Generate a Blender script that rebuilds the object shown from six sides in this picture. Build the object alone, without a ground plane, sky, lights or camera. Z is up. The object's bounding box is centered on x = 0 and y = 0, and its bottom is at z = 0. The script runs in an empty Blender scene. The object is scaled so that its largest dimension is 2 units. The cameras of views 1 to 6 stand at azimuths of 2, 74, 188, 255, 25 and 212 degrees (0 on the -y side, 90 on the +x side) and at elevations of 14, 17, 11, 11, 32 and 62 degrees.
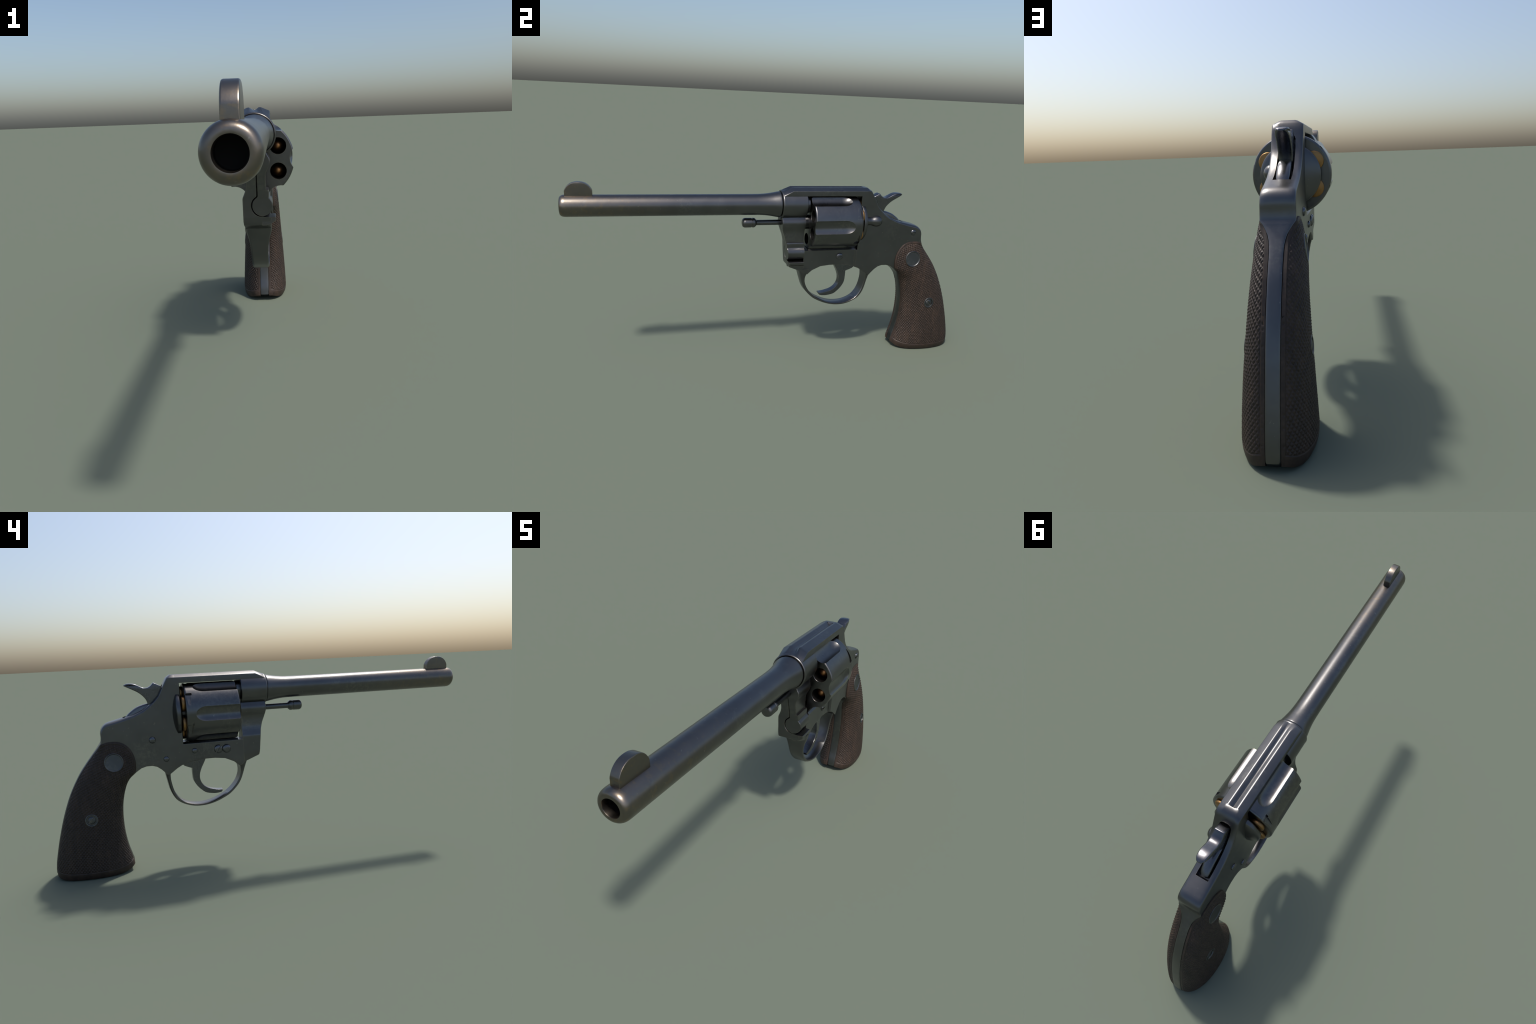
import bpy, bmesh, math, random
import numpy as np
from mathutils import Vector, Matrix
from mathutils.geometry import tessellate_polygon

random.seed(7)
np.random.seed(7)
sin, cos, pi, sqrt = math.sin, math.cos, math.pi, math.sqrt

# ----------------------------------------------------------------- materials
def nodes_of(name):
    m = bpy.data.materials.new(name)
    m.use_nodes = True
    nt = m.node_tree
    b = nt.nodes["Principled BSDF"]
    return m, nt, b

def noise(nt, coord, scale, detail=4.0, rough=0.55, stretch=None):
    n = nt.nodes.new("ShaderNodeTexNoise")
    n.inputs["Scale"].default_value = scale
    n.inputs["Detail"].default_value = detail
    n.inputs["Roughness"].default_value = rough
    if stretch:
        mp = nt.nodes.new("ShaderNodeMapping")
        mp.inputs["Scale"].default_value = stretch
        nt.links.new(coord, mp.inputs["Vector"])
        coord = mp.outputs["Vector"]
    nt.links.new(coord, n.inputs["Vector"])
    return n.outputs["Fac"]

def ramp(nt, fac, stops):
    r = nt.nodes.new("ShaderNodeValToRGB")
    el = r.color_ramp.elements
    while len(el) < len(stops):
        el.new(0.5)
    for e, (p, c) in zip(el, stops):
        e.position = p
        e.color = (c, c, c, 1) if not isinstance(c, tuple) else (*c, 1)
    nt.links.new(fac, r.inputs["Fac"])
    return r.outputs["Color"]

def mix(nt, fac, a, b, blend="MIX"):
    n = nt.nodes.new("ShaderNodeMix")
    n.data_type = "RGBA"
    n.blend_type = blend
    if isinstance(fac, float):
        n.inputs[0].default_value = fac
    else:
        nt.links.new(fac, n.inputs[0])
    for s, v in ((6, a), (7, b)):
        if isinstance(v, tuple):
            n.inputs[s].default_value = (*v, 1)
        else:
            nt.links.new(v, n.inputs[s])
    return n.outputs[2]

def math_node(nt, op, a, b=None):
    n = nt.nodes.new("ShaderNodeMath")
    n.operation = op
    for i, v in enumerate((a, b)):
        if v is None:
            continue
        if isinstance(v, (int, float)):
            n.inputs[i].default_value = v
        else:
            nt.links.new(v, n.inputs[i])
    return n.outputs[0]

def bump(nt, bsdf, height, strength, dist):
    n = nt.nodes.new("ShaderNodeBump")
    n.inputs["Strength"].default_value = strength
    n.inputs["Distance"].default_value = dist
    nt.links.new(height, n.inputs["Height"])
    nt.links.new(n.outputs["Normal"], bsdf.inputs["Normal"])

def blued_steel(name, base, rough=0.36, patina=None, grain=0.05):
    """Dark blued metal with cloudy tone, specks of worn finish, fine grain."""
    m, nt, b = nodes_of(name)
    co = nt.nodes.new("ShaderNodeTexCoord").outputs["Object"]
    cloud = ramp(nt, noise(nt, co, 9.0, 5.0), [(0.3, 0.90), (0.7, 1.08)])
    col = mix(nt, 1.0, base, cloud, "MULTIPLY")
    if patina:
        # brown wear toward the muzzle end (negative y), broken up by noise
        sep = nt.nodes.new("ShaderNodeSeparateXYZ")
        nt.links.new(co, sep.inputs[0])
        mr = nt.nodes.new("ShaderNodeMapRange")
        mr.inputs["From Min"].default_value = -0.45
        mr.inputs["From Max"].default_value = -1.0
        nt.links.new(sep.outputs["Y"], mr.inputs["Value"])
        n1 = ramp(nt, noise(nt, co, 26.0, 6.0, 0.65), [(0.25, 0.35), (0.7, 1.0)])
        fac = math_node(nt, "MULTIPLY", mr.outputs[0], n1)
        col = mix(nt, fac, col, patina)
        spots = ramp(nt, noise(nt, co, 55.0, 3.0, 0.6), [(0.55, 0.0), (0.66, 1.0)])
        fac2 = math_node(nt, "MULTIPLY", math_node(nt, "MULTIPLY", mr.outputs[0], spots), 0.55)
        col = mix(nt, fac2, col, (0.245, 0.185, 0.120))
    specks = ramp(nt, noise(nt, co, 90.0, 2.0, 0.5), [(0.71, 0.0), (0.76, 1.0)])
    col = mix(nt, math_node(nt, "MULTIPLY", specks, 0.35), col, (0.34, 0.31, 0.27))
    # scuffed patches
    patch = ramp(nt, noise(nt, co, 5.5, 2.0), [(0.52, 0.0), (0.66, 1.0)])
    mott = ramp(nt, noise(nt, co, 70.0, 5.0, 0.7), [(0.45, 0.0), (0.72, 1.0)])
    col = mix(nt, math_node(nt, "MULTIPLY", math_node(nt, "MULTIPLY", patch, mott), 0.55), col, (0.215, 0.212, 0.190))
    # worn edges, where the finish has rubbed through
    geo = nt.nodes.new("ShaderNodeNewGeometry")
    bev = nt.nodes.new("ShaderNodeBevel")
    bev.samples = 6
    bev.inputs["Radius"].default_value = 0.0045
    dot = nt.nodes.new("ShaderNodeVectorMath")
    dot.operation = "DOT_PRODUCT"
    nt.links.new(geo.outputs["Normal"], dot.inputs[0])
    nt.links.new(bev.outputs["Normal"], dot.inputs[1])
    edge = ramp(nt, math_node(nt, "SUBTRACT", 1.0, dot.outputs["Value"]), [(0.02, 0.0), (0.16, 1.0)])
    brk = ramp(nt, noise(nt, co, 34.0, 4.0, 0.65), [(0.32, 0.0), (0.60, 1.0)])
    col = mix(nt, math_node(nt, "MULTIPLY", math_node(nt, "MULTIPLY", edge, brk), 0.8), col, (0.30, 0.265, 0.215))
    nt.links.new(col, b.inputs["Base Color"])
    b.inputs["Metallic"].default_value = 1.0
    r = nt.nodes.new("ShaderNodeMapRange")
    r.inputs["To Min"].default_value = rough - 0.05
    r.inputs["To Max"].default_value = rough + 0.06
    nt.links.new(noise(nt, co, 22.0, 5.0), r.inputs["Value"])
    nt.links.new(r.outputs[0], b.inputs["Roughness"])
    bump(nt, b, noise(nt, co, 240.0, 3.0), grain, 0.002)
    return m

STEEL = blued_steel("blued_steel", (0.128, 0.1275, 0.130), 0.33)
STEEL_BARREL = blued_steel("blued_steel_barrel", (0.128, 0.1275, 0.130), 0.32, patina=(0.195, 0.168, 0.138))
STEEL_POLISHED = blued_steel("polished_steel", (0.135, 0.137, 0.148), 0.27, grain=0.015)
STEEL_CYLINDER = blued_steel("blued_steel_cylinder", (0.128, 0.1275, 0.130), 0.29)
MEDAL = blued_steel("medallion_steel", (0.104, 0.107, 0.112), 0.42)

def bore_painted_shadow():
    m, nt, b = nodes_of("bore_painted_shadow")
    b.inputs["Base Color"].default_value = (0.0035, 0.0032, 0.0030, 1)  # near-black base colour holds the darkness inside the holes
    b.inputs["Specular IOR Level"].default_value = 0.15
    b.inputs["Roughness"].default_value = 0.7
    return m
BORE = bore_painted_shadow()

def brass(name, c, rough):
    m, nt, b = nodes_of(name)
    co = nt.nodes.new("ShaderNodeTexCoord").outputs["Object"]
    v = ramp(nt, noise(nt, co, 30.0, 4.0), [(0.3, 0.8), (0.7, 1.1)])
    nt.links.new(mix(nt, 1.0, c, v, "MULTIPLY"), b.inputs["Base Color"])
    b.inputs["Metallic"].default_value = 1.0
    b.inputs["Roughness"].default_value = rough
    return m
BRASS = brass("cartridge_brass", (0.36, 0.20, 0.080), 0.42)
COPPER = brass("bullet_copper", (0.55, 0.27, 0.115), 0.45)

def walnut():
    m, nt, b = nodes_of("checkered_walnut")
    co = nt.nodes.new("ShaderNodeTexCoord").outputs["Object"]
    grain = noise(nt, co, 16.0, 6.0, 0.6, (1.0, 3.0, 0.7))
    col = ramp(nt, grain, [(0.28, (0.0245, 0.0155, 0.0115)), (0.5, (0.0325, 0.0203, 0.0146)), (0.72, (0.0500, 0.0300, 0.0205))])
    fine = ramp(nt, noise(nt, co, 120.0, 3.0, 0.6), [(0.35, 0.82), (0.65, 1.15)])
    col = mix(nt, 1.0, col, fine, "MULTIPLY")
    nt.links.new(col, b.inputs["Base Color"])
    b.inputs["Roughness"].default_value = 0.55
    b.inputs["Specular IOR Level"].default_value = 0.4
    bump(nt, b, noise(nt, co, 320.0, 2.0), 0.08, 0.002)
    return m
WALNUT = walnut()

# ----------------------------------------------------------------- mesh tools
SCENE = bpy.context.scene.collection

def make(name, verts, faces, mat, parent=None, sharp=35.0, weighted=False, fix=True):
    me = bpy.data.meshes.new(name)
    me.from_pydata([tuple(map(float, v)) for v in verts], [], faces)
    return finish(name, me, mat, parent, sharp, weighted, fix)

def finish(name, me, mat, parent=None, sharp=35.0, weighted=False, fix=True):
    bm = bmesh.new()
    bm.from_mesh(me)
    bmesh.ops.remove_doubles(bm, verts=bm.verts, dist=2e-5)
    if fix:
        bmesh.ops.recalc_face_normals(bm, faces=bm.faces)
    for f in bm.faces:
        f.smooth = True
    lim = math.radians(sharp)
    for e in bm.edges:
        e.smooth = not (len(e.link_faces) == 2 and e.calc_face_angle(0.0) > lim)
    bm.to_mesh(me)
    bm.free()
    if mat and not me.materials:
        me.materials.append(mat)
    ob = bpy.data.objects.new(name, me)
    SCENE.objects.link(ob)
    if parent:
        ob.parent = parent
    if weighted:
        w = ob.modifiers.new("weighted_normal", "WEIGHTED_NORMAL")
        w.keep_sharp = True
        w.weight = 80
    return ob

def lerp_table(table, v):
    return float(np.interp(v, [t[0] for t in table], [t[1] for t in table]))

def curve(points, n=4, closed=False):
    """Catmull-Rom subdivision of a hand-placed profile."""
    P = [np.array(p, float) for p in points]
    out = []
    m = len(P)
    rng = range(m) if closed else range(m - 1)
    for i in rng:
        p1, p2 = P[i], P[(i + 1) % m]
        p0 = P[(i - 1) % m] if (closed or i > 0) else 2 * p1 - p2
        p3 = P[(i + 2) % m] if (closed or i < m - 2) else 2 * p2 - p1
        for k in range(n):
            t = k / n
            out.append(0.5 * (2 * p1 + (p2 - p0) * t + (2 * p0 - 5 * p1 + 4 * p2 - p3) * t * t
                              + (3 * p1 - p0 - 3 * p2 + p3) * t ** 3))
    if not closed:
        out.append(P[-1])
    return [tuple(p) for p in out]

def lathe(profile, cx, cz, seg=64, closed_ring=False):
    """Revolve (y, r) around the line x=cx, z=cz (parallel to y)."""
    V, F = [], []
    rings = []
    for y, r in profile:
        if r < 1e-6:
            rings.append([len(V)])
            V.append((cx, y, cz))
        else:
            rings.append(list(range(len(V), len(V) + seg)))
            for k in range(seg):
                a = 2 * pi * k / seg
                V.append((cx + r * cos(a), y, cz + r * sin(a)))
    pairs = list(zip(rings[:-1], rings[1:]))
    if closed_ring:
        pairs.append((rings[-1], rings[0]))
    for A, B in pairs:
        if len(A) == 1 and len(B) == 1:
            continue
        for k in range(seg):
            k2 = (k + 1) % seg
            if len(A) == 1:
                F.append((A[0], B[k], B[k2]))
            elif len(B) == 1:
                F.append((A[k], A[k2], B[0]))
            else:
                F.append((A[k], A[k2], B[k2], B[k]))
    return V, F

def outline_normals(pts):
    n = len(pts)
    area = sum(pts[i][0] * pts[(i + 1) % n][1] - pts[(i + 1) % n][0] * pts[i][1] for i in range(n))
    s = 1.0 if area > 0 else -1.0
    out = []
    for i in range(n):
        a, b, c = (np.array(pts[(i + d) % n], float) for d in (-1, 0, 1))
        e1, e2 = b - a, c - b
        e1 /= np.linalg.norm(e1) + 1e-12
        e2 /= np.linalg.norm(e2) + 1e-12
        n1 = np.array((e1[1], -e1[0])) * s
        n2 = np.array((e2[1], -e2[0])) * s
        m = n1 + n2
        d = m @ n1
        if abs(d) < 0.35:
            d = 0.35
        m = m / d
        out.append(m)
    return out

def plate(pts, levels, dirs=None, plus_groups=None, minus_groups=None):
    """Solid plate: outline pts (y, z); levels[i] = list of (x, outward offset) from +x to -x."""
    n = len(pts)
    nor = outline_normals(pts)
    L = len(levels[0])
    V, F = [], []
    for i, (y, z) in enumerate(pts):
        d = nor[i] if not dirs or dirs[i] is None else np.array(dirs[i], float)
        for x, o in levels[i]:
            V.append((x, y + d[0] * o, z + d[1] * o))
    for i in range(n):
        j = (i + 1) % n
        for k in range(L - 1):
            F.append((i * L + k, j * L + k, j * L + k + 1, i * L + k + 1))
    for lev, groups in ((0, plus_groups), (L - 1, minus_groups)):
        for g in groups or [list(range(n))]:
            poly = [Vector((V[i * L + lev][1], V[i * L + lev][2], 0)) for i in g]
            for t in tessellate_polygon([poly]):
                F.append(tuple(g[q] * L + lev for q in t))
    return V, F

def bevel_levels(h, b, hm=None):
    hm = h if hm is None else hm
    up = [(h, -b), (h - 0.3 * b, -0.3 * b), (h - b, 0.0)]
    dn = [(-(hm - b), 0.0), (-(hm - 0.3 * b), -0.3 * b), (-hm, -b)]
    return up + dn

def join(*parts):
    V, F = [], []
    for v, f in parts:
        o = len(V)
        V += list(v)
        F += [tuple(q + o for q in t) for t in f]
    return V, F

def boolean(ob, cutter, op="DIFFERENCE"):
    m = ob.modifiers.new("cut", "BOOLEAN")
    m.operation = op
    m.object = cutter
    m.solver = "EXACT"
    m.use_self = False
    try:
        m.material_mode = "TRANSFER"
    except Exception:
        pass
    dg = bpy.context.evaluated_depsgraph_get()
    me = bpy.data.meshes.new_from_object(ob.evaluated_get(dg))
    ob.modifiers.clear()
    old = ob.data
    ob.data = me
    bpy.data.meshes.remove(old)
    cm = cutter.data
    bpy.data.objects.remove(cutter)
    bpy.data.meshes.remove(cm)

def box(cx, cy, cz, sx, sy, sz, M=None):
    V = [Vector((cx + a * sx, cy + b * sy, cz + c * sz)) for a in (-1, 1) for b in (-1, 1) for c in (-1, 1)]
    if M is not None:
        V = [M @ v for v in V]
    F = [(0, 1, 3, 2), (4, 6, 7, 5), (0, 4, 5, 1), (2, 3, 7, 6), (0, 2, 6, 4), (1, 5, 7, 3)]
    return [tuple(v) for v in V], F

# ----------------------------------------------------------------- key sizes
BZ = 0.7860            # barrel axis height
CZ = 0.6975            # cylinder axis height
H = 0.0490             # half thickness of the frame
CR = 0.1325            # cylinder radius

root = bpy.data.objects.new("revolver", None)
SCENE.objects.link(root)
root["label"] = "dark blued steel revolver with long barrel and checkered brown wooden grips"
root["category"] = "revolver"

# ----------------------------------------------------------------- grip outline
F_EDGE = curve([(0.6555, 0.0), (0.6575, 0.0300), (0.6640, 0.0600), (0.6750, 0.1000), (0.6840, 0.1500), (0.6885, 0.2000), (0.6890, 0.2500), (0.6855, 0.3000),
                (0.677, 0.3450), (0.663, 0.3900), (0.645, 0.4230), (0.627, 0.4420), (0.6165, 0.4560)], 4)
F_EDGE += curve([(0.6165, 0.4560), (0.6135, 0.4800), (0.6135, 0.5030), (0.6180, 0.5270), (0.6275, 0.5500), (0.6425, 0.5710), (0.6600, 0.5850), (0.6800, 0.5930), (0.7050, 0.5965)], 4)[1:]
B_EDGE = curve([(0.9965, 0.0), (0.9965, 0.0250), (0.9950, 0.0500), (0.9885, 0.0900), (0.9675, 0.1800), (0.9380, 0.2800), (0.9030, 0.3700), (0.8585, 0.4520), (0.8195, 0.5060),
                (0.789, 0.5440), (0.766, 0.5730), (0.7560, 0.5860), (0.742, 0.5920), (0.725, 0.5955), (0.7050, 0.5965)], 5)
def edge_at(E, z):
    return float(np.interp(z, [p[1] for p in E], [p[0] for p in E]))
def e_front(z):
    return float(np.interp(z, [0.0, 0.385, 0.40, 0.425, 0.452, 0.47, 0.6], [0.0205, 0.0205, 0.023, 0.038, 0.0505, 0.0525, 0.0525]))
def e_back(z):
    return float(np.interp(z, [0.0, 0.505, 0.53, 0.545, 0.557, 0.57, 0.58, 0.588, 0.5965], [0.0205, 0.0205, 0.0218, 0.0245, 0.0285, 0.0360, 0.0430, 0.0500, 0.0525]))
W_TAB = [(0.0, 0.0955), (0.008, 0.1000), (0.018, 0.1028), (0.030, 0.1037), (0.1, 0.1005), (0.2, 0.0945), (0.27, 0.0893), (0.34, 0.0845), (0.40, 0.0805),
         (0.45, 0.0770), (0.50, 0.0720), (0.54, 0.0665), (0.57, 0.0605), (0.5965, 0.0528)]
ZB = [(0.640, 0.034), (0.655, 0.0240), (0.675, 0.0120), (0.70, 0.0050), (0.74, 0.0010), (0.79, 0.0), (0.93, 0.0), (0.96, 0.0015), (0.983, 0.0065), (1.0, 0.0180)]
strap_front = curve([(0.6590, 0.0290), (0.6645, 0.0600), (0.6755, 0.1000), (0.6845, 0.1500), (0.6890, 0.2000), (0.6895, 0.2500), (0.6860, 0.3000),
                     (0.6775, 0.3450), (0.6635, 0.3900), (0.6455, 0.4230), (0.6285, 0.4400)], 4)

# ----------------------------------------------------------------- frame
XS = [H, H - 0.0006, H - 0.002, 0.022, 0.016, 0.008, 0.0]

def symmetric(half):
    return half + [(-x, o) for x, o in half[-2::-1]]

def lv_plain(b=0.002):
    return symmetric([(H, -b), (H - 0.3 * b, -0.3 * b), (H - b, 0), (0.030, 0), (0.020, 0), (0.010, 0), (0, 0)])

def lv_strap():
    return symmetric([(H, -0.002), (H - 0.0006, -0.0006), (H - 0.002, 0.0008), (0.023, 0.0120), (0.016, 0.0125), (0.0075, 0.0065), (0, 0.003)])

def lv_flat():
    return symmetric([(H, -0.002), (H - 0.0006, -0.0006), (H - 0.002, 0.0008), (0.030, 0.0100), (0.023, 0.0122), (0.012, 0.0124), (0, 0.0124)])

def lv_front():
    return symmetric([(x, BZ + sqrt(0.0688 ** 2 - x * x) - 0.8346) for x in (H, 0.047, 0.042, 0.032, 0.022, 0.011, 0.0)])

def lv_hump(c, h=H):
    k = h / H
    return symmetric([(h, 0), (0.0478 * k, 0.30 * c), (0.0445 * k, 0.60 * c), (0.037 * k, 0.82 * c), (0.0268 * k, 0.93 * c), (0.013 * k, 0.98 * c), (0, c)])

def lv_slot(c, w, depth):
    return symmetric([(H, 0), (0.0478, 0.30 * c), (0.0445, 0.60 * c), (0.037, 0.82 * c), (w + 0.0004, 0.93 * c), (w, -depth), (0, -depth)])

def with_plus(levels, hx):
    """Lower the +x face of one outline vertex."""
    return [(min(x, hx), o) for x, o in levels]

UP = (0, 1)
fr = []      # (y, z, levels, dir, tag)
def fv(y, z, lv, d=None, tag=""):
    fr.append((y, z, lv, d, tag))
fv(0.000, 0.8346, lv_front(), UP)
fv(0.046, 0.8585, lv_strap(), UP)
fv(0.412, 0.8585, lv_strap(), UP)
fv(0.4165, 0.8585, lv_flat(), UP)
fv(0.4320, 0.8585, lv_flat(), UP)
fv(0.4445, 0.8535, lv_hump(0.0075))
fv(0.4555, 0.8390, lv_hump(0.005))
fv(0.4620, 0.8270, lv_hump(0.005))
fv(0.4625, 0.8262, lv_slot(0.005, 0.012, 0.010))
fv(0.4665, 0.8185, lv_slot(0.005, 0.022, 0.020))
fv(0.4720, 0.8080, lv_slot(0.006, 0.0262, 0.020))
fv(0.4865, 0.7800, lv_slot(0.007, 0.0264, 0.020))
fv(0.5060, 0.7570, lv_slot(0.009, 0.0264, 0.020))
fv(0.5300, 0.7350, lv_slot(0.011, 0.0264, 0.020))
fv(0.5600, 0.7140, lv_slot(0.012, 0.0264, 0.020))
fv(0.6050, 0.6940, lv_slot(0.013, 0.0264, 0.020))
fv(0.6455, 0.6820, lv_slot(0.014, 0.0264, 0.020))
fv(0.6460, 0.6818, lv_hump(0.014))
HUMP = [(0.673, 0.6745, 0.0145), (0.700, 0.6685, 0.0140), (0.7215, 0.6630, 0.0130), (0.7365, 0.6525, 0.0105), (0.7445, 0.6365, 0.0082), (0.7470, 0.6170, 0.0055), (0.7497, 0.6000, 0.0046), (0.7535, 0.5890, 0.0042)]
for y, z, c in curve(HUMP, 3):
    fv(y, z, lv_hump(c))
n_back = len(fr) - 1
for y, z in [(q[0], q[1]) for q in B_EDGE if 0.02 < q[1] < 0.583][::-1]:
    fv(y, z, lv_hump(0.0038, e_back(z) - 0.0012), None, "strap")
for y, z in [(0.9860, 0.0115), (0.960, 0.0060), (0.920, 0.0045), (0.80, 0.0045), (0.74, 0.0060), (0.70, 0.0105), (0.675, 0.0170)]:
    fv(y, z, lv_hump(0.003, 0.0193), None, "strap")
for y, z in strap_front:
    fv(y, z, lv_hump(0.0028, e_front(z) - 0.0012), None, "strap")
n_front = len(fr)
for y, z in [(0.612, 0.4525), (0.590, 0.4665), (0.567, 0.4730), (0.541, 0.4730), (0.520, 0.4665), (0.502, 0.4530), (0.486, 0.4370)]:
    fv(y, z, lv_plain(0.004))
for y, z in [(0.472, 0.4220), (0.455, 0.4340), (0.430, 0.4520), (0.408, 0.4640)]:
    fv(y, z, lv_plain(0.003))
LOW = 0.0425
fv(0.394, 0.4690, lv_plain(0.003))
fv(0.386, 0.4715, with_plus(lv_plain(0.003), LOW), None, "low")
for y, z in [(0.360, 0.4775), (0.310, 0.4840), (0.255, 0.4835), (0.208, 0.4780), (0.166, 0.4590), (0.142, 0.4380)]:
    fv(y, z, with_plus(lv_plain(0.003), LOW), None, "low")
for y, z in [(0.130, 0.4400), (0.117, 0.4520)]:
    fv(y, z, with_plus(lv_plain(0.0), LOW), None, "low")
fv(0.117, 0.5600, with_plus(lv_plain(0.0), LOW), None, "low")
fv(0.1385, 0.5600, with_plus(lv_plain(0.002), LOW), UP, "low")
fv(0.1405, 0.5600, with_plus(symmetric([(H, -0.002), (H - 0.0006, -0.0006), (H - 0.002, 0.0), (0.036, 0.0080), (0.024, 0.0062), (0.012, 0.0048), (0, 0.0044)]), LOW), UP, "low")
def lv_sill():
    return symmetric([(H, -0.002), (H - 0.0006, -0.0006), (H - 0.002, 0.0), (0.036, 0.0080), (0.024, 0.0062), (0.012, 0.0048), (0, 0.0044)])
fv(0.386, 0.5600, with_plus(lv_sill(), LOW), UP, "low")
fv(0.3935, 0.5600, lv_sill(), UP)
fv(0.3960, 0.5600, lv_plain(0.0015))
fv(0.3960, 0.8330, lv_plain(0.0015))
fv(0.112, 0.8330, lv_plain(0.0015))
fv(0.110, 0.800, lv_plain(0.0))
fv(0.004, 0.800, lv_plain(0.0))
idx_low = [i for i, q in enumerate(fr) if q[4] == "low"]
a, b_ = idx_low[0], idx_low[-1]
# the side plate on the +x side stands a little proud
fr = [(y, z, [(x + 0.0020, o) if (x > 0.040 and t == "") else (x, o) for x, o in lv], d, t) for y, z, lv, d, t in fr]
n_fr = len(fr)
high = list(range(b_ + 1, n_fr)) + list(range(0, n_back + 1)) + list(range(n_front, a))
strap_ring = list(range(n_back, n_front + 1))
groups = [idx_low, [a - 1, a, b_, b_ + 1], high, strap_ring]
minus_groups = [list(range(n_front, n_fr)) + list(range(0, n_back + 1)), strap_ring]
main_plate = plate([(q[0], q[1]) for q in fr], [q[2] for q in fr], [q[3] for q in fr], groups, minus_groups)

# collar around the barrel root
collar_seg = 72
collar = lathe([(0.020, 0.040), (-0.0005, 0.050), (-0.0010, 0.0600), (-0.0030, 0.0622), (-0.0055, 0.0640), (-0.0060, 0.0660), (-0.0045, 0.0682), (-0.0015, 0.0694), (0.002, 0.0697), (0.006, 0.0690),
                (0.1130, 0.0690), (0.1155, 0.0683), (0.1170, 0.0665), (0.1172, 0.040), (0.115, 0.0280), (0.020, 0.028)], 0, BZ, collar_seg, True)

# front column below the collar, built from horizontal slices
YF = [(0.458, 0.100), (0.470, 0.070), (0.4795, 0.046), (0.484, 0.042), (0.500, 0.0385), (0.530, 0.036), (0.572, 0.032), (0.600, 0.027),
      (0.632, 0.018), (0.650, 0.0105), (0.662, 0.006), (0.678, 0.002), (0.690, 0.0005), (0.735, 0.000)]
HX, HZ, HR = 0.0175, 0.5480, 0.0355      # crane hinge knuckle
def slices(zs, xl, xr, yback):
    V, F = [], []
    for z in zs:
        yf = lerp_table(YF, z)
        a, b = xl(z), xr(z)
        e = min(0.0022, 0.25 * (b - a))
        V += [(a + e, yf, z), (b - e, yf, z), (b, yf + e, z), (b, yback, z), (a, yback, z), (a, yf + e, z)]
    m = len(zs)
    for i in range(m - 1):
        for k in range(6):
            k2 = (k + 1) % 6
            F.append((i * 6 + k, i * 6 + k2, (i + 1) * 6 + k2, (i + 1) * 6 + k))
    F.append(tuple(range(6)))
    F.append(tuple((m - 1) * 6 + k for k in range(6)))
    return V, F
XL = [(0.458, -0.0455), (0.470, -0.0465), (0.480, -0.0475), (0.490, -0.0492), (0.572, -0.0492), (0.578, -0.0480), (0.590, -0.0430),
      (0.604, -0.0375), (0.620, -0.0340), (0.650, -0.0332), (0.664, -0.0345), (0.676, -0.0405), (0.687, -0.0455), (0.698, -0.0472),
      (0.709, -0.0455), (0.718, -0.0400), (0.735, -0.0330)]
def frame_right(z):
    r = HR + 0.0018
    if z < HZ - r:
        return 0.0455
    if z < HZ + r:
        x = HX - sqrt(max(r * r - (z - HZ) ** 2, 0))
        return min(x, 0.0) if z > HZ else x
    return 0.0
zs_frame = [0.458, 0.470, 0.4795, 0.484, 0.495, 0.508, HZ - HR - 0.0018] + [HZ - (HR + 0.00178) * cos(pi * k / 24) for k in range(1, 21)] \
    + [0.586, 0.592, 0.598, 0.604, 0.612, 0.620, 0.632, 0.641, 0.650, 0.657, 0.664, 0.670, 0.676, 0.682, 0.687, 0.693, 0.698, 0.704, 0.709, 0.714, 0.718, 0.726, 0.735]
column = slices(sorted(zs_frame), lambda z: lerp_table(XL, z), frame_right, 0.1185)
# lip under the hinge
lip_pts = [(0.0300, 0.4800), (0.0460, 0.4855), (0.0610, 0.4945), (0.0618, 0.5000), (0.0618, 0.5070), (0.0608, 0.5082), (0.0150, 0.5082), (0.0150, 0.4800)]
lipV, lipF = [], []
for y in (0.0400, 0.0420, 0.1145, 0.1165):
    ins = 0.0012 if y in (0.0400, 0.1165) else 0.0
    for x, z in lip_pts:
        lipV.append((x - ins if x > 0.05 else x, y, z - (ins if z > 0.505 else 0)))
for i in range(3):
    for k in range(8):
        lipF.append((i * 8 + k, i * 8 + (k + 1) % 8, (i + 1) * 8 + (k + 1) % 8, (i + 1) * 8 + k))
lipF += [tuple(range(8)), tuple(range(24, 32))]

frame_ob = make("frame", *join(main_plate, column, (lipV, lipF)), STEEL, root, 38, True)
collar_ob = make("barrel_collar", *collar, STEEL, frame_ob, 38, True)

# recoil shield: a disc behind the cylinder
shield = lathe([(0.3990, 0.0), (0.3990, 0.0965), (0.4005, 0.0988), (0.4030, 0.0998), (0.4150, 0.0993), (0.4175, 0.0975),
                (0.4215, 0.0890), (0.4270, 0.0750), (0.4340, 0.0480), (0.4380, 0.0200), (0.4380, 0.0)], 0, CZ, 64)
make("recoil_shield", *shield, STEEL, frame_ob, 40)

# ----------------------------------------------------------------- grip panels (checkered wood)
MED_Y, MED_Z, MED_R = 0.7065, 0.5070, 0.0415
SCR_Y, SCR_Z, SCR_R = 0.8235, 0.2650, 0.0275

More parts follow.
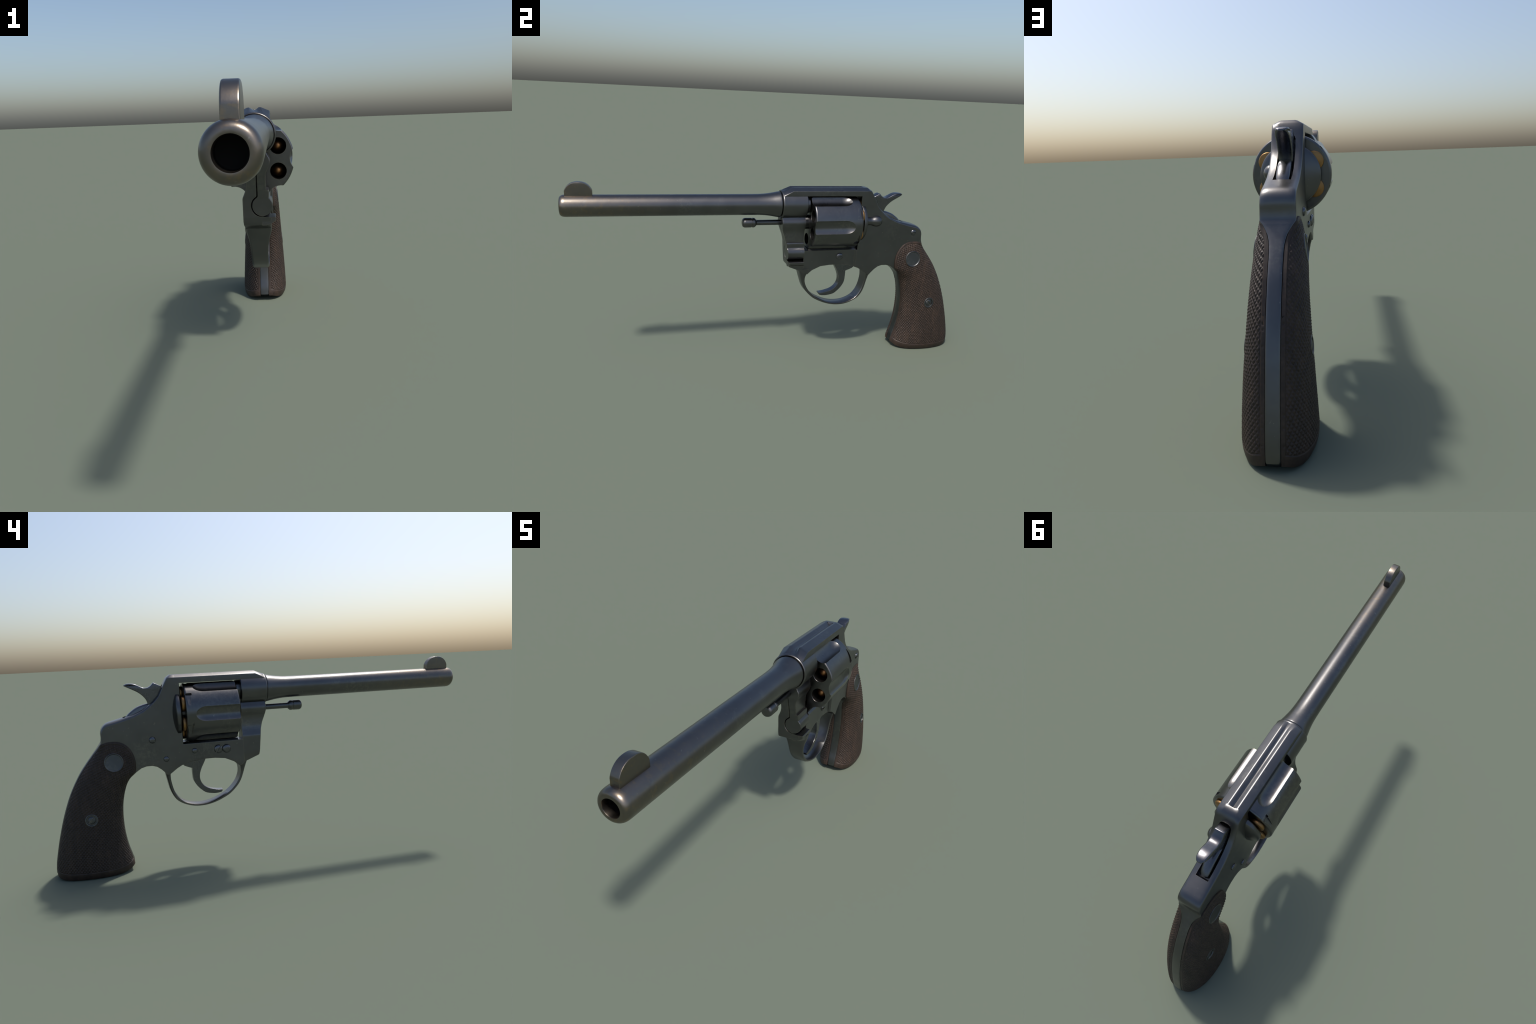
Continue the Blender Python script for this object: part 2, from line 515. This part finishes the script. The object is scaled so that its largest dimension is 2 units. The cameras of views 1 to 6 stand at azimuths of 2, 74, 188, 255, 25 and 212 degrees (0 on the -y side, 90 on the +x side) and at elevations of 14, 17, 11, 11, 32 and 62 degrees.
def panel_x(y, z, zn):
    yf, yb = edge_at(F_EDGE, zn), edge_at(B_EDGE, zn)
    t = np.clip((y - (yf + yb) / 2) / max((yb - yf) / 2, 1e-6), -1, 1)
    e = e_front(zn) * (1 - t) / 2 + e_back(zn) * (1 + t) / 2
    W = lerp_table(W_TAB, zn)
    return e + max(W - e, 0.0) * (1 - abs(t) ** 2.15) ** 0.5

def seat(yy, zz, r):
    """Plane (x at centre, slopes) fitted to the panel rim around a round fitting."""
    ring = [(yy + r * cos(a), zz + r * sin(a)) for a in np.linspace(0, 2 * pi, 24, endpoint=False)]
    A = np.array([(1.0, y - yy, z - zz) for y, z in ring])
    b = np.array([panel_x(y, z, z) for y, z in ring])
    return tuple(np.linalg.lstsq(A, b, rcond=None)[0])

def build_panel(side):
    zrows = np.concatenate([np.linspace(0.0, 0.56, 390, endpoint=False), 0.56 + 0.0365 * np.sin(np.linspace(0, pi / 2, 34))])
    zrows[-1] = 0.5964
    NC = 250
    s = np.linspace(-1, 1, NC)
    # denser toward the borders, where the surface turns steeply
    t = np.sin(s * pi / 2 * 0.985) / sin(pi / 2 * 0.985)
    R = len(zrows)
    Y = np.zeros((R, NC)); Z = np.zeros((R, NC)); X = np.zeros((R, NC))
    mid = np.zeros(R); yF = np.zeros(R); yB = np.zeros(R)
    Fz, Fy = [p[1] for p in F_EDGE], [p[0] for p in F_EDGE]
    Bz, By = [p[1] for p in B_EDGE], [p[0] for p in B_EDGE]
    ZBy, ZBv = [q[0] for q in ZB], [q[1] for q in ZB]
    for r, zn in enumerate(zrows):
        yf, yb = np.interp(zn, Fz, Fy), np.interp(zn, Bz, By)
        yF[r], yB[r] = yf, yb
        y = (yf + yb) / 2 + t * (yb - yf) / 2
        e = e_front(zn) * (1 - t) / 2 + e_back(zn) * (1 + t) / 2
        W = lerp_table(W_TAB, zn)
        x = e + np.maximum(W - e, 0) * np.sqrt(np.maximum(1 - np.abs(t) ** 2.15, 0))
        k = max(0.0, 1 - zn / 0.055)
        Y[r] = y; X[r] = x
        Z[r] = zn + k * np.interp(y, ZBy, ZBv)
    # surface coordinates for the checkering: along (a) and across (w) the grip
    axis_pts = [(-0.02, 0.832), (0.1, 0.826), (0.2, 0.818), (0.3, 0.800), (0.4, 0.762), (0.5, 0.708), (0.6, 0.645)]
    mid = np.interp(zrows, [p[0] for p in axis_pts], [p[1] for p in axis_pts])
    slope = np.interp(zrows, [-0.02, 0.1, 0.2, 0.3, 0.4, 0.5, 0.6], [-0.04, -0.08, -0.16, -0.30, -0.46, -0.58, -0.63])
    ln = np.sqrt(1 + slope ** 2)
    seg = np.concatenate([[0], np.cumsum(np.diff(zrows) * (ln[1:] + ln[:-1]) / 2)])
    dy, dx = np.diff(Y, axis=1), np.diff(X, axis=1)
    arc = np.concatenate([np.zeros((R, 1)), np.cumsum(np.sqrt(dy ** 2 + dx ** 2), axis=1)], axis=1)
    for r in range(R):
        arc[r] -= np.interp(mid[r], Y[r], arc[r]) if Y[r, 0] < mid[r] < Y[r, -1] else arc[r, NC // 2]
    wv = arc / ln[:, None]
    av = seg[:, None] + arc * (slope / ln)[:, None]
    p = 0.0098
    q1 = av / 0.0160 + wv / 0.0132
    q2 = av / 0.0160 - wv / 0.0132
    tri = lambda q: 1 - np.abs(2 * (q - np.floor(q)) - 1)
    chk = np.minimum(tri(q1), tri(q2))
    chk = np.clip(chk * 1.25, 0, 1) ** 0.8
    # distance to the panel border (across the surface and up the top arc / bottom)
    edge_d = np.minimum(arc - arc[:, :1], arc[:, -1:] - arc)
    ex, ey, ez = (np.concatenate([q[:, 0], q[:, -1]]) for q in (X, Y, Z))
    sel = ez > 0.42
    dist = np.full((R, NC), 9.0)
    for xx, yy, zz in zip(ex[sel][::3], ey[sel][::3], ez[sel][::3]):
        dist = np.minimum(dist, np.sqrt((X - xx) ** 2 + (Y - yy) ** 2 + (Z - zz) ** 2))
    edge_d = np.minimum(edge_d, dist)
    low = Z - np.interp(Y, ZBy, ZBv)
    edge_d = np.minimum(edge_d, np.maximum(low - 0.018, 0.0))
    rm = np.hypot(Y - MED_Y, Z - MED_Z) - MED_R
    rs = np.hypot(Y - SCR_Y, Z - SCR_Z) - SCR_R
    border = np.clip((edge_d - 0.0125) / 0.002, 0, 1)
    hole = np.clip((np.minimum(rm, rs) - 0.002) / 0.002, 0, 1)
    mask = border * hole
    amp = 0.0036
    rng = np.random.RandomState(11)
    gx = rng.rand(80, 60)
    wear = gx[(seg[:, None] / 0.0098 + 0 * wv).astype(int) % 80, (np.abs(wv / 0.0098 + 30)).astype(int) % 60]
    disp = mask * amp * (chk - 0.75) * (0.55 + 0.45 * wear)
    # groove line beside the plain border, rim slightly proud
    gro = np.exp(-((edge_d - 0.0125) / 0.0017) ** 2)
    disp -= 0.0018 * gro * hole
    # nicks in the border
    for _ in range(10):
        r0 = rng.randint(20, R - 60); side_c = rng.choice([5, NC - 6])
        d2 = (Y - Y[r0, side_c]) ** 2 + (Z - Z[r0, side_c]) ** 2 + (X - X[r0, side_c]) ** 2
        disp -= 0.0014 * np.exp(-d2 / 0.0035 ** 2)
    # flat seats under the medallion and the grip screw
    for sy, sz, sr in ((MED_Y, MED_Z, MED_R), (SCR_Y, SCR_Z, SCR_R)):
        px, gy, gz_ = seat(sy, sz, sr)
        rr = np.hypot(Y - sy, Z - sz) - sr
        plane = px + gy * (Y - sy) + gz_ * (Z - sz) - 0.006 * np.clip(-rr / 0.003, 0, 1)
        q = np.clip(rr / 0.004, 0, 1)
        q = q * q * (3 - 2 * q)
        X = plane * (1 - q) + X * q
    # surface normals of the smooth shape
    Yr, Yc = np.gradient(Y, axis=0), np.gradient(Y, axis=1)
    Zr, Zc = np.gradient(Z, axis=0), np.gradient(Z, axis=1)
    Xr, Xc = np.gradient(X, axis=0), np.gradient(X, axis=1)
    N = np.cross(np.stack([Xc, Yc, Zc], -1), np.stack([Xr, Yr, Zr], -1))
    N /= np.linalg.norm(N, axis=-1, keepdims=True) + 1e-12
    N[N[..., 0] < 0] *= -1
    fade = np.clip(np.minimum(np.arange(NC), np.arange(NC)[::-1]) / 4.0, 0, 1)[None, :]
    P = np.stack([X, Y, Z], -1) + N * (disp * fade)[..., None]
    V = P.reshape(-1, 3).tolist()
    F = []
    idx = np.arange(R * NC).reshape(R, NC)
    F += np.stack([idx[:-1, :-1], idx[:-1, 1:], idx[1:, 1:], idx[1:, :-1]], -1).reshape(-1, 4).tolist()
    # inner skirt closing the panel toward the strap, following the border
    loop = list(idx[0]) + list(idx[1:, -1]) + list(idx[-1, ::-1][1:]) + list(idx[1:-1, 0][::-1])
    base = len(V)
    for k, q in enumerate(loop):
        v = V[q]
        V.append((0.0200 if v[2] < 0.37 else 0.0300, v[1], v[2]))
    m = len(loop)
    for k in range(m):
        k2 = (k + 1) % m
        F.append([int(loop[k]), base + k, base + k2, int(loop[k2])])
    F.append([base + k for k in range(m)])
    V = [(side * v[0], v[1], v[2]) for v in V]
    return V, F

panels = {}
for side in (1, -1):
    panels[side] = make("grip_panel", *build_panel(side), WALNUT, root, 50)

# ----------------------------------------------------------------- screws, pins, medallions
def disc_profile_mesh(profile, seg=40):
    """Revolve (r, h) around +x."""
    V, F = [], []
    rings = []
    for r, hgt in profile:
        if r < 1e-6:
            rings.append([len(V)]); V.append((hgt, 0, 0))
        else:
            rings.append(list(range(len(V), len(V) + seg)))
            for k in range(seg):
                a = 2 * pi * k / seg
                V.append((hgt, r * cos(a), r * sin(a)))
    for A, B in zip(rings[:-1], rings[1:]):
        for k in range(seg):
            k2 = (k + 1) % seg
            if len(A) == 1:
                F.append((A[0], B[k], B[k2]))
            elif len(B) == 1:
                F.append((A[k], A[k2], B[0]))
            else:
                F.append((A[k], A[k2], B[k2], B[k]))
    return V, F

def dome(r, h, base=-0.006):
    prof = [(0.0, base), (r, base), (r, 0.0005)]
    for k in range(1, 9):
        a = k / 8 * pi / 2
        prof.append((r * cos(a) ** 0.8 if k < 8 else 0.0, 0.0005 + h * sin(a)))
    return disc_profile_mesh(prof)

def place(ob, x, y, z, side, tilt_y=0.0, tilt_z=0.0):
    M = Matrix.Rotation(tilt_z, 4, "Z") @ Matrix.Rotation(tilt_y, 4, "Y")
    if side < 0:
        M = Matrix.Rotation(pi, 4, "Z") @ M
    ob.matrix_local = Matrix.Translation((x, y, z)) @ M

def screw(name, r, h, slot_angle, x, y, z, side, parent, mat=STEEL_POLISHED, slot=True):
    ob = make(name, *dome(r, h), mat, parent, 40)
    if slot:
        M = Matrix.Rotation(slot_angle, 4, "X")
        cut = make("cutter", *box(h, 0, 0, h * 0.75, r * 1.4, r * 0.13, M), mat)
        boolean(ob, cut)
        me = ob.data.copy()
        old = ob
        par = ob.parent
        bpy.data.objects.remove(old)
        ob = finish(name, me, mat, par, 40)
    place(ob, x, y, z, side)
    return ob

rad = math.radians
screw("screw", 0.0180, 0.0080, rad(4), 0.0425, 0.307, 0.527, 1, frame_ob)
screw("screw", 0.0150, 0.0075, rad(12), H, 0.7005, 0.6440, 1, frame_ob)
screw("screw", 0.0205, 0.0085, rad(52), -H, 0.2370, 0.5245, -1, frame_ob)
screw("screw", 0.0200, 0.0085, 0, -H - 0.0008, 0.1985, 0.5240, -1, frame_ob, slot=False)
screw("pin", 0.0150, 0.0080, 0, -H, 0.5320, 0.5900, -1, frame_ob, slot=False)
screw("pin", 0.0128, 0.0072, 0, -H, 0.4770, 0.4990, -1, frame_ob, slot=False)
screw("pin", 0.0125, 0.0070, 0, -H, 0.3470, 0.5260, -1, frame_ob, slot=False)

med_prof = [(0.0, -0.012), (MED_R, -0.012), (MED_R, 0.0004), (0.0407, 0.0016), (0.0388, 0.0022), (0.0369, 0.0014), (0.0356, -0.0004), (0.0345, -0.0008), (0.0, -0.0008)]
ring_prof = [(0.0, -0.010), (SCR_R, -0.010), (SCR_R, 0.0003), (0.0264, 0.0014), (0.0243, 0.0018), (0.0220, 0.0008), (0.0205, -0.0035), (0.0, -0.0035)]
for side in (1, -1):
    pn = panels[side]
    for what, (yy, zz), prof in (("medallion", (MED_Y, MED_Z), med_prof), ("screw_ring", (SCR_Y, SCR_Z), ring_prof)):
        x0, gx, gz = seat(yy, zz, MED_R if what == "medallion" else SCR_R)
        nrm = Vector((1, -gx, -gz)).normalized()
        nrm = Vector((side * nrm.x, nrm.y, nrm.z))
        axis = Vector((side, 0, 0))
        rot = axis.rotation_difference(nrm).to_matrix().to_4x4()
        if side < 0:
            rot = rot @ Matrix.Rotation(pi, 4, "Z")
        lift = 0.0004
        M = Matrix.Translation(Vector((side * x0, yy, zz)) + nrm * lift) @ rot
        ob = make(what, *disc_profile_mesh(prof, 64), MEDAL, pn, 40, True)
        ob.matrix_local = M
        if what == "screw_ring":
            sc = screw("screw", 0.0170, 0.0050, rad(48 if side < 0 else -50), 0, 0, 0, 1, pn, MEDAL)
            sc.matrix_local = M @ Matrix.Translation((-0.0035, 0, 0))

# ----------------------------------------------------------------- crane (cylinder arm)
XR = [(0.583, 0.0400), (0.5965, 0.0405), (0.6015, 0.0385), (0.6030, 0.0315), (0.620, 0.0310), (0.650, 0.0312), (0.662, 0.0335), (0.674, 0.0400), (0.686, 0.0455),
      (0.698, 0.0475), (0.709, 0.0455), (0.718, 0.0400), (0.735, 0.0330)]
def crane_right(z):
    c = HX + sqrt(max(HR ** 2 - (z - HZ) ** 2, 0)) if abs(z - HZ) < HR else 0.0
    return max(c, lerp_table(XR, z)) if z > HZ + 0.020 else c
def crane_left(z):
    if z < HZ + HR:
        x = HX - sqrt(max(HR ** 2 - (z - HZ) ** 2, 0))
        return min(x, 0.0016) if z > HZ else x
    return 0.0016
zc = [HZ - HR * cos(pi * k / 30) for k in range(0, 26)] + [0.583, 0.590, 0.5965, 0.5995, 0.6015, 0.6030, 0.611, 0.620, 0.632, 0.641, 0.650, 0.657, 0.664,
     0.670, 0.676, 0.682, 0.687, 0.693, 0.698, 0.704, 0.709, 0.714, 0.718, 0.726, 0.734]
crane = slices(sorted(zc), crane_left, crane_right, 0.1165)
crane = ([(v[0], v[1] - 0.0004, v[2]) for v in crane[0]], crane[1])
make("crane", *crane, STEEL, root, 38, True)

# ----------------------------------------------------------------- trigger guard
G_OUT = curve([(0.096, 0.4680), (0.1045, 0.4520), (0.1105, 0.4340), (0.1175, 0.4080), (0.128, 0.3760), (0.143, 0.3490), (0.166, 0.3240), (0.190, 0.3040), (0.217, 0.2895), (0.252, 0.2750),
               (0.290, 0.2652), (0.326, 0.2620), (0.362, 0.2645), (0.398, 0.2750), (0.430, 0.2925), (0.450, 0.3140), (0.466, 0.3470), (0.4755, 0.3900), (0.4845, 0.4330), (0.490, 0.4520)], 3)
G_IN = curve([(0.150, 0.4660), (0.1420, 0.4500), (0.1375, 0.4330), (0.1375, 0.4100), (0.1445, 0.3830), (0.158, 0.3580), (0.178, 0.3340), (0.201, 0.3155), (0.226, 0.3015), (0.258, 0.2872),
              (0.294, 0.2772), (0.327, 0.2742), (0.359, 0.2768), (0.390, 0.2865), (0.415, 0.3020), (0.432, 0.3220), (0.4465, 0.3520), (0.4560, 0.3910), (0.4610, 0.4300), (0.4560, 0.4500)], 3)
gV, gF = [], []
for o, i in zip(G_OUT, G_IN):
    o, i = np.array(o), np.array(i)
    zt = (o[1] + i[1]) / 2
    drop = float(np.interp(zt, [0.25, 0.33, 0.42], [0.0028, 0.0022, 0.0]))
    o = o - np.array((0.0, drop))
    i = i - np.array((0.0, drop))
    i = i + (o - i) * float(np.interp(zt, [0.25, 0.40, 0.44], [0.26, 0.24, 0.0]))
    w = float(np.interp(zt, [0.25, 0.36, 0.39, 0.42, 0.445], [0.0312, 0.0312, 0.0330, 0.0385, 0.0462]))
    sec = [(w - 0.0022, 0.0), (w, 0.16), (w, 0.62), (w - 0.0035, 0.88), (w - 0.0085, 1.0)]
    sec = sec + [(-x, t) for x, t in sec[::-1]]
    for x, t in sec:
        p = i + (o - i) * t
        gV.append((x, p[0], p[1]))
S = 10
for k in range(len(G_OUT) - 1):
    for q in range(S):
        gF.append((k * S + q, k * S + (q + 1) % S, (k + 1) * S + (q + 1) % S, (k + 1) * S + q))
gF += [tuple(range(S)), tuple((len(G_OUT) - 1) * S + q for q in range(S))]
make("trigger_guard", gV, gF, STEEL, root, 40)

# ----------------------------------------------------------------- trigger
trig = curve([(0.292, 0.4820), (0.303, 0.4600), (0.317, 0.4330), (0.3255, 0.4050), (0.3235, 0.3780), (0.309, 0.3540), (0.288, 0.3395), (0.262, 0.3312), (0.240, 0.3270), (0.2215, 0.3255)], 3)
trig += [(0.2215, 0.3205), (0.2275, 0.3130)]
trig += curve([(0.240, 0.3105), (0.264, 0.3102), (0.299, 0.3172), (0.319, 0.3310), (0.336, 0.3480), (0.349, 0.3670), (0.3565, 0.3860), (0.3585, 0.4130), (0.3588, 0.4400)], 3)
trig += [(0.378, 0.4470), (0.394, 0.4540), (0.406, 0.4660), (0.404, 0.4900), (0.298, 0.4950)]
make("trigger", *plate(trig, [bevel_levels(0.0175, 0.0028)] * len(trig)), STEEL_POLISHED, root, 40, True)

# ----------------------------------------------------------------- hammer
ham = curve([(0.4760, 0.8250), (0.4900, 0.8325), (0.5030, 0.8393)], 2)
ham += curve([(0.5070, 0.8385), (0.5190, 0.8265), (0.5320, 0.8198), (0.5480, 0.8195), (0.5650, 0.8265), (0.5840, 0.8365), (0.6030, 0.8408), (0.6210, 0.8403), (0.6330, 0.8355)], 3)
ham += curve([(0.6340, 0.8320), (0.6200, 0.8250), (0.5920, 0.8110), (0.5720, 0.7990), (0.5560, 0.7850), (0.5440, 0.7700), (0.5375, 0.7550), (0.5340, 0.7380)], 3)
ham += [(0.528, 0.715), (0.500, 0.730), (0.468, 0.785), (0.464, 0.812)]
hl = []
for y, z in ham:
    w = float(np.interp(y, [0.46, 0.51, 0.56, 0.60, 0.622, 0.6345], [0.0215, 0.0220, 0.0225, 0.0220, 0.0190, 0.0120]))
    b = 0.004
    hl.append([(w, -b), (w - 0.3 * b, -0.3 * b), (w - b, 0.0), (w * 0.4, 0.0008), (-w * 0.4, 0.0008), (-(w - b), 0.0), (-(w - 0.3 * b), -0.3 * b), (-w, -b)])
hammer_ob = make("hammer", *plate(ham, hl), STEEL_POLISHED, root, 45, True)
hb = curve([(0.515, 0.7430), (0.536, 0.7475), (0.562, 0.7430), (0.588, 0.7335), (0.612, 0.7180), (0.628, 0.7040), (0.640, 0.6900)], 3) + [(0.632, 0.660), (0.560, 0.670), (0.510, 0.700)]
hbl = [[(0.0200, -0.006), (0.0185, -0.0025), (0.0150, 0.0), (0.006, 0.0022), (-0.006, 0.0022), (-0.0150, 0.0), (-0.0185, -0.0025), (-0.0200, -0.006)]] * len(hb)
make("hammer_heel", *plate(hb, hbl), STEEL_POLISHED, hammer_ob, 45)

# ----------------------------------------------------------------- thumb latch
latch = lathe([(0.418, 0.0), (0.418, 0.0270), (0.4270, 0.0250), (0.4380, 0.0212), (0.4480, 0.0195), (0.4560, 0.0197), (0.4630, 0.0220), (0.4700, 0.0250), (0.4780, 0.0270), (0.4870, 0.0278),
               (0.4960, 0.0262), (0.5040, 0.0222), (0.5100, 0.0155), (0.5135, 0.0080), (0.5145, 0.0)], 0.0495, 0.7075, 36)
make("thumb_latch", *latch, STEEL, root, 50)

# ----------------------------------------------------------------- barrel and front sight
SEG = 80
outer = [(-0.9998, 0.0278), (-1.0000, 0.0290), (-1.0000, 0.0335), (-0.9992, 0.0372), (-0.9970, 0.0410), (-0.9930, 0.0444), (-0.9880, 0.0467), (-0.9820, 0.0480), (-0.9740, 0.0485)]
outer += [(-0.85, 0.0486), (-0.60, 0.0489), (-0.30, 0.0493)]
outer += curve([(-0.150, 0.0496), (-0.110, 0.0503), (-0.080, 0.0522), (-0.055, 0.0553), (-0.035, 0.0588), (-0.020, 0.0615), (-0.0125, 0.0625)], 4)
outer += [(-0.0095, 0.0618), (-0.0075, 0.0600), (-0.0060, 0.0570), (0.030, 0.0560), (0.030, 0.0)]
barrel_ob = make("barrel", *lathe(outer, 0, BZ, SEG), STEEL_BARREL, root, 45)
# bore: short tube, inner end painted black for the shadow of a deep barrel
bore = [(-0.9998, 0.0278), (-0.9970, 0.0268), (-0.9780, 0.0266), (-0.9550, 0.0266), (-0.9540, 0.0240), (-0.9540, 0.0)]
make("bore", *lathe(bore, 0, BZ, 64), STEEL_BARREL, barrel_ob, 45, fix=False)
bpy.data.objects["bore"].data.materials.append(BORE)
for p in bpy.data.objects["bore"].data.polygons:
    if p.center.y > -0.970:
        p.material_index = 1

sight = [(-0.9765, 0.8250), (-0.9765, 0.8530)] + curve([(-0.9740, 0.8600), (-0.9660, 0.8725), (-0.9540, 0.8830), (-0.9380, 0.8900), (-0.9190, 0.8922), (-0.9000, 0.8900), (-0.8840, 0.8830),
        (-0.8720, 0.8725), (-0.8640, 0.8600)], 2) + [(-0.8615, 0.8530), (-0.8615, 0.8250)]
sl_ = []
for y, z in sight:
    b = 0.0036 if z > 0.84 else 0.0015
    sl_.append([(x, o) for x, o in zip([0.0150, 0.0150 - 0.3 * b, 0.0150 - b, -0.0150 + b, -0.0150 + 0.3 * b, -0.0150], [-b, -0.3 * b, 0, 0, -0.3 * b, -b])])
make("front_sight", *plate(sight, sl_), STEEL_BARREL, barrel_ob, 40, True)

# ----------------------------------------------------------------- ejector rod
rod = [(-0.1885, 0.0), (-0.1885, 0.0135), (-0.1870, 0.0172), (-0.1835, 0.0208), (-0.1790, 0.0228), (-0.1750, 0.0233), (-0.1460, 0.0233), (-0.1447, 0.0215), (-0.1415, 0.0215), (-0.1402, 0.0233),
       (-0.1320, 0.0233), (-0.1290, 0.0222), (-0.1200, 0.0140), (-0.1185, 0.0130), (0.030, 0.0130), (0.030, 0.0)]
make("ejector_rod", *lathe(rod, 0, CZ, 40), STEEL, root, 35)

# ----------------------------------------------------------------- cylinder
cyl_prof = [(0.1400, 0.0), (0.1400, CR - 0.0050), (0.1408, CR - 0.0030), (0.1428, CR - 0.0010), (0.1460, CR), (0.3730, CR), (0.3770, CR - 0.0010), (0.3800, CR - 0.0035), (0.3812, CR - 0.0070), (0.3812, 0.0)]
cyl_ob = make("cylinder", *lathe(cyl_prof, 0, CZ, 120), STEEL_CYLINDER, root, 35)

def polar(r, th):
    return r * cos(th), CZ + r * sin(th)

# six flutes with rounded ends
parts = []
for k in range(6):
    th = k * pi / 3
    cx, cz = polar(0.1665, th)
    a = 0.066
    prof = [(0.100, 0.0), (0.100, 0.050), (0.292, 0.050)] + [(0.292 + a * sin(q * pi / 48), 0.050 * cos(q * pi / 48)) for q in range(1, 24)] + [(0.292 + a, 0.0)]
    parts.append(lathe(prof, cx, cz, 120))
boolean(cyl_ob, make("cutter", *join(*parts), STEEL_CYLINDER))
# six chambers
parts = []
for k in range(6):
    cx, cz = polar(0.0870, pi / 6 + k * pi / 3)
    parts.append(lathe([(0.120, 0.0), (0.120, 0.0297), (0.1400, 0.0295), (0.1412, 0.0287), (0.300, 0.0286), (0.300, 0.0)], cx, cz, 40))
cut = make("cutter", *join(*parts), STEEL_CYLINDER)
cut.data.materials.append(BORE)  # chamber walls blackened to carry the occlusion shade seen around the bullets
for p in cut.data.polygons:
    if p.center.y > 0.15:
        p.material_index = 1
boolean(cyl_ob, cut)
# stop notches with their run-in ramps
parts = []
for k in range(6):
    th = rad(19.3) + k * pi / 3
    def at(angle, r):
        x, z = polar(r, angle)
        return Matrix.Translation((x, 0, z)) @ Matrix.Rotation(-angle, 4, "Y")
    parts.append(box(0, 0.3645, 0, 0.0090, 0.0140, 0.0066, at(th, CR + 0.0005)))
cut = make("cutter", *join(*parts), STEEL_CYLINDER)
boolean(cyl_ob, cut)
parts = []
for k in range(6):
    th = rad(19.3) + k * pi / 3
    V = []
    for ang, r, hw in ((th + rad(1.5), CR - 0.0070, 0.0110), (th + rad(24), CR + 0.0008, 0.0040)):
        for rr in (r, CR + 0.006):
            x, z = polar(rr, ang)
            V += [(x, 0.3645 - hw, z), (x, 0.3645 + hw, z)]
    F = [(0, 1, 3, 2), (4, 6, 7, 5), (0, 4, 5, 1), (2, 3, 7, 6), (0, 2, 6, 4), (1, 5, 7, 3)]
    parts.append((V, F))
cut = make("cutter", *join(*parts), STEEL_CYLINDER)
boolean(cyl_ob, cut)
me = cyl_ob.data.copy()
bpy.data.objects.remove(cyl_ob)
cyl_ob = finish("cylinder", me, STEEL_CYLINDER, root, 9, False)

make("barrel_breech", *lathe([(0.100, 0.0), (0.100, 0.0440), (0.1345, 0.0440), (0.1365, 0.0420), (0.1370, 0.0300), (0.1370, 0.0)], 0, BZ, 48), STEEL, barrel_ob, 40)
hub = lathe([(0.1170, 0.0), (0.1170, 0.0330), (0.1190, 0.0350), (0.1405, 0.0350), (0.1405, 0.0)], 0, CZ, 40)
make("cylinder_hub", *hub, STEEL_CYLINDER, cyl_ob, 40)
star = lathe([(0.3805, 0.0), (0.3805, 0.0520), (0.3900, 0.0520), (0.3920, 0.0500), (0.3920, 0.0)], 0, CZ, 36)
make("extractor", *star, STEEL_CYLINDER, cyl_ob, 40)

# cartridges: rimmed brass case and copper bullet
case = lathe([(0.2990, 0.0), (0.2990, 0.0272), (0.3800, 0.0272), (0.3815, 0.0275), (0.3818, 0.0312), (0.3835, 0.0324), (0.3905, 0.0324), (0.3935, 0.0315), (0.3950, 0.0290), (0.3952, 0.0)], 0, 0, 40)
bul_prof = [(0.165 + 0.050 * (1 - cos(q * pi / 20)) , 0.0262 * sin(q * pi / 20) ** 0.9) for q in range(0, 11)] + [(0.300, 0.0262), (0.300, 0.0)]
case_ob = make("cartridge", *case, BRASS, cyl_ob, 45)
bul_ob = make("bullet", *lathe(bul_prof, 0, 0, 32), COPPER, cyl_ob, 60)
for k in range(6):
    x, z = polar(0.0870, pi / 6 + k * pi / 3)
    xc, zc_ = polar(0.0870, pi / 6 + k * pi / 3)
    if k == 0:
        c, b2 = case_ob, bul_ob
    else:
        c, b2 = case_ob.copy(), bul_ob.copy()
        SCENE.objects.link(c); SCENE.objects.link(b2)
    c.location = (x, 0, z)
    b2.location = (xc, 0, zc_)
